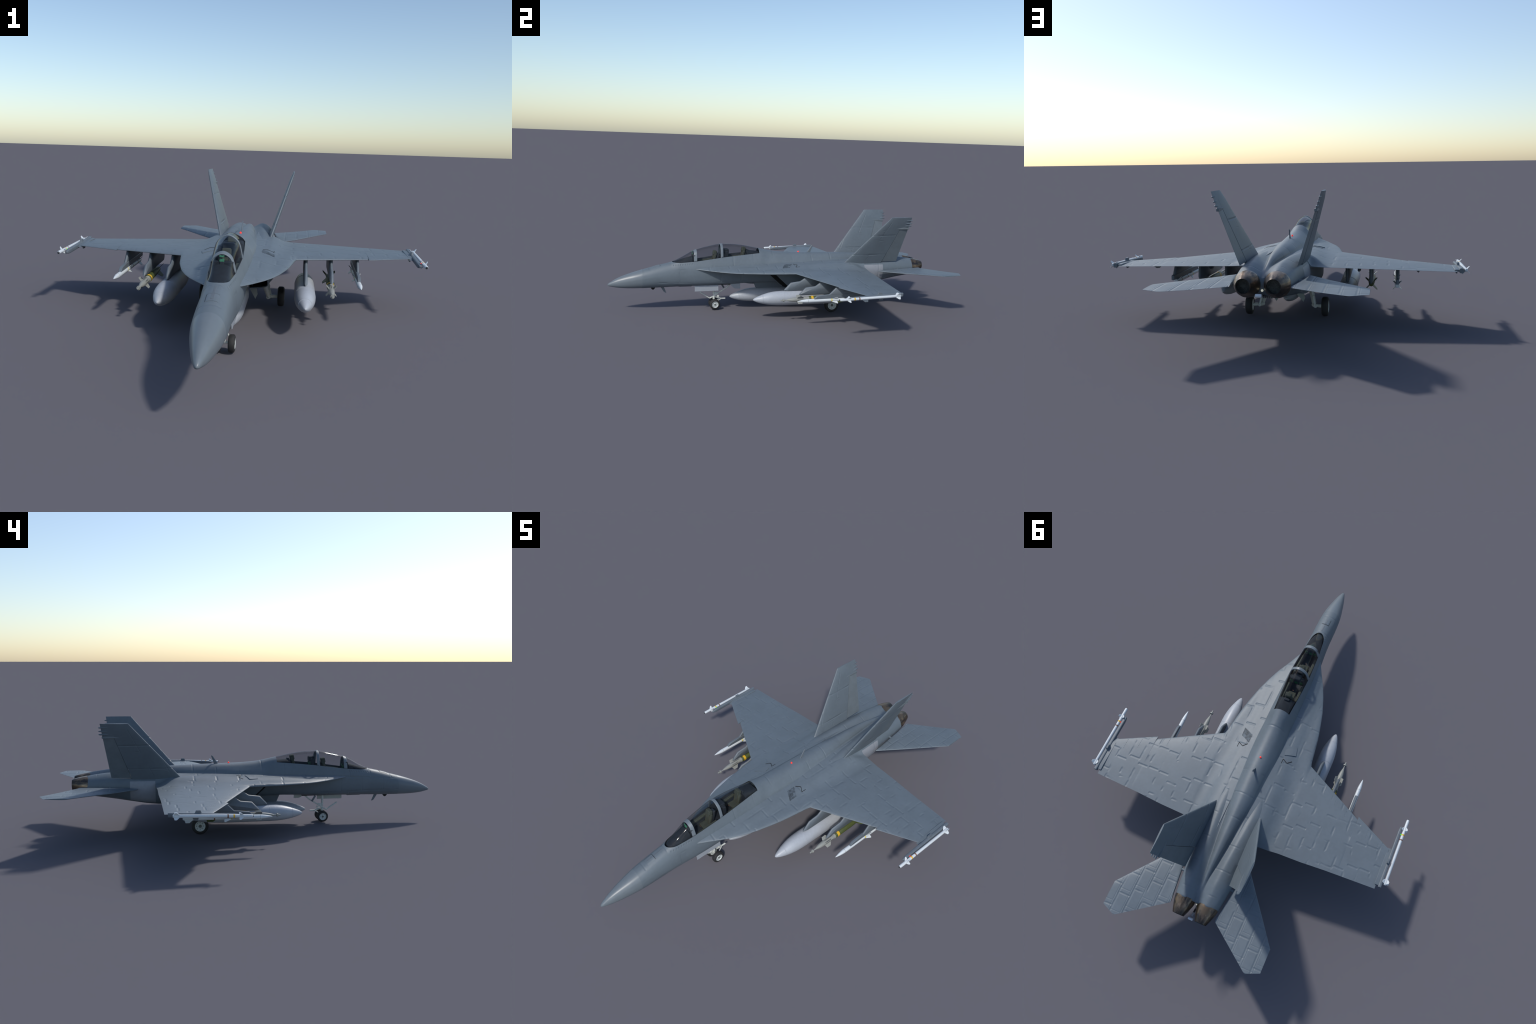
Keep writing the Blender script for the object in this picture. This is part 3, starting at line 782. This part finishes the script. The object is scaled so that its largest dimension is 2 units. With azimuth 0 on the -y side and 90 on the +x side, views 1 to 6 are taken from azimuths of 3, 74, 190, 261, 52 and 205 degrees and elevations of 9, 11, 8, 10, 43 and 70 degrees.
# ---- landing gear
def wheel(name, c, r, w, parent, k):
    """tyre, rim and hub; the dished side faces k"""
    c = V(c); ob = Geo().revolve([(-w/2, r*.62), (-w/2*.98, r*.78), (-w/2*.80, r*.93), (-w/2*.5, r*.99), (0, r), (w/2*.5, r*.99), (w/2*.80, r*.93), (w/2*.98, r*.78), (w/2, r*.62), (w/2*.6, r*.58), (-w/2*.6, r*.58), (-w/2, r*.62)], c, (1, 0, 0), 36, (False, False)).obj(name, RUBBER, parent, 50)
    Geo().revolve([(-w/2*.9, r*.3), (-w/2*.92, r*.60), (-w/2*.75, r*.63), (w/2*.75, r*.63), (w/2*.96, r*.62), (w/2*.98, r*.57), (w/2*.70, r*.50), (w/2*.62, r*.36), (w/2*.78, r*.30), (w/2*.8, r*.05)] if k > 0 else
                  [(-w/2*.8, r*.05), (-w/2*.78, r*.30), (-w/2*.62, r*.36), (-w/2*.70, r*.50), (-w/2*.98, r*.57), (-w/2*.96, r*.62), (-w/2*.75, r*.63), (w/2*.75, r*.63), (w/2*.92, r*.60), (w/2*.9, r*.3)], c, (1, 0, 0), 28).obj('rim', RIM, ob, 40)
    h = Geo().revolve([(0, r*.20), (w*.04, r*.19), (w*.06, r*.12)], c + V((k*w/2*.78, 0, 0)), (k, 0, 0), 8)
    for i in range(8):
        a = 2*math.pi*i/8
        h.revolve([(0, r*.05), (w*.03, r*.045)], c + V((k*w/2*.66, r*.43*math.cos(a), r*.43*math.sin(a))), (k, 0, 0), 8)
    h.obj('hub', HUB, ob)
    return ob

ng = empty('nose_landing_gear', jet)
g = Geo().rod((0, -.4015, .150), (0, -.4005, .085), .0062).rod((0, -.4005, .090), (0, -.400, .034), .0045).rod((0, -.4005, .077), (0, -.400, .056), .0075, .0068)
g.rod((-.020, -.398, .034), (.020, -.398, .034), .0045)
g.slab([(-.402, .098), (-.372, .096), (-.374, .089), (-.398, .072)], .008, .001)
g.obj('strut', GEARW, ng)
Geo().rod((0, -.375, .092), (0, -.335, .117), .0036).rod((0, -.335, .117), (0, -.300, .146), .0042).obj('drag_brace', GEARW, ng)
Geo().rod((0, -.406, .072), (0, -.424, .062), .0042).rod((-.004, -.423, .062), (-.004, -.479, .0985), .0028).rod((.004, -.423, .062), (.004, -.479, .0985), .0028).rod((-.005, -.479, .0985), (.005, -.479, .0985), .0034).obj('launch_bar', GEARW, ng)
Geo().rod((.010, -.392, .071), (.004, -.356, .059), .0024).rod((-.010, -.392, .071), (-.004, -.356, .059), .0024).rod((0, -.358, .0585), (0, -.332, .0585), .0040).rod((.012, -.378, .049), (.003, -.356, .0585), .002).rod((-.012, -.378, .049), (-.003, -.356, .0585), .002).obj('tow_link', GEARW, ng)
Geo().revolve([(-.004, .004), (0, .0065), (.0015, .0060)], (.008, -.377, .076), (1, -.15, 0), 18).obj('taxi_light', GEARW, ng)
for k in (1, -1): wheel('nose_wheel', (k*.0235, -.397, .0305), .0303, .0225, ng, k)
def door(name, poly, x, lean, w=.003):
    g = Geo().slab(poly, w, .0008, lambda p: (x + p[0] + lean*(p[2] - .14), p[1], p[2]))
    ob = g.obj(name, DOORM, jet)
    Geo().slab([(np.mean([q[0] for q in poly]) + (a - np.mean([q[0] for q in poly]))*.985, np.mean([q[1] for q in poly]) + (b - np.mean([q[1] for q in poly]))*.94) for a, b in poly], .0012, .0003,
               lambda p: (x - (.0018 if x > 0 else -.0018) + p[0] + lean*(p[2] - .14), p[1], p[2])).obj('door_lining', PRIMER, ob)
door('gear_door', [(-.517, .146), (-.517, .1125), (-.380, .1135), (-.380, .148)], .031, -.10)
door('gear_door', [(-.312, .152), (-.300, .136), (-.288, .126), (-.276, .1225), (-.252, .1225), (-.252, .153)], .031, -.10)
Geo().box((-.030, -.345, .130), (.003, .010, .036), .001, Matrix.Rotation(math.radians(32), 3, 'X')).obj('gear_door', PYLON, jet)
# open nose-wheel bay: a dark recess plate on the belly
Geo().box((0, -.40, .1462), (.042, .23, .004), .001).obj('wheel_bay', DARK, jet)

for k in (1, -1):
    mg = empty('main_landing_gear', jet)
    g = Geo().rod((k*.086, .180, .140), (k*.1155, .238, .046), .0115, .0095)
    g.rod((k*.1105, .236, .0425), (k*.1255, .268, .0425), .0085)
    g.rod((k*.116, .252, .043), (k*.160, .2665, .042), .0072)
    g.obj('strut', GEARW, mg)
    Geo().rod((k*.122, .266, .048), (k*.113, .252, .085), .0050).rod((k*.113, .252, .085), (k*.098, .225, .140), .0075).obj('shock_absorber', GEARW, mg)
    wheel('main_wheel', (k*.1665, .2665, .0425), .0425, .030, mg, k)
    g = Geo().rings([[(k*x, y + d, z) for x, y, z in ((.030, .212, .135), (.056, .206, .135), (.070, .200, .063), (.0615, .191, .044), (.037, .214, .080))] for d in (-.0012, .0012)])
    g.obj('gear_door', PRIMER, jet)
    Geo().box((k*.098, .22, .1305), (.036, .12, .006), .001).obj('wheel_bay', DARK, jet)
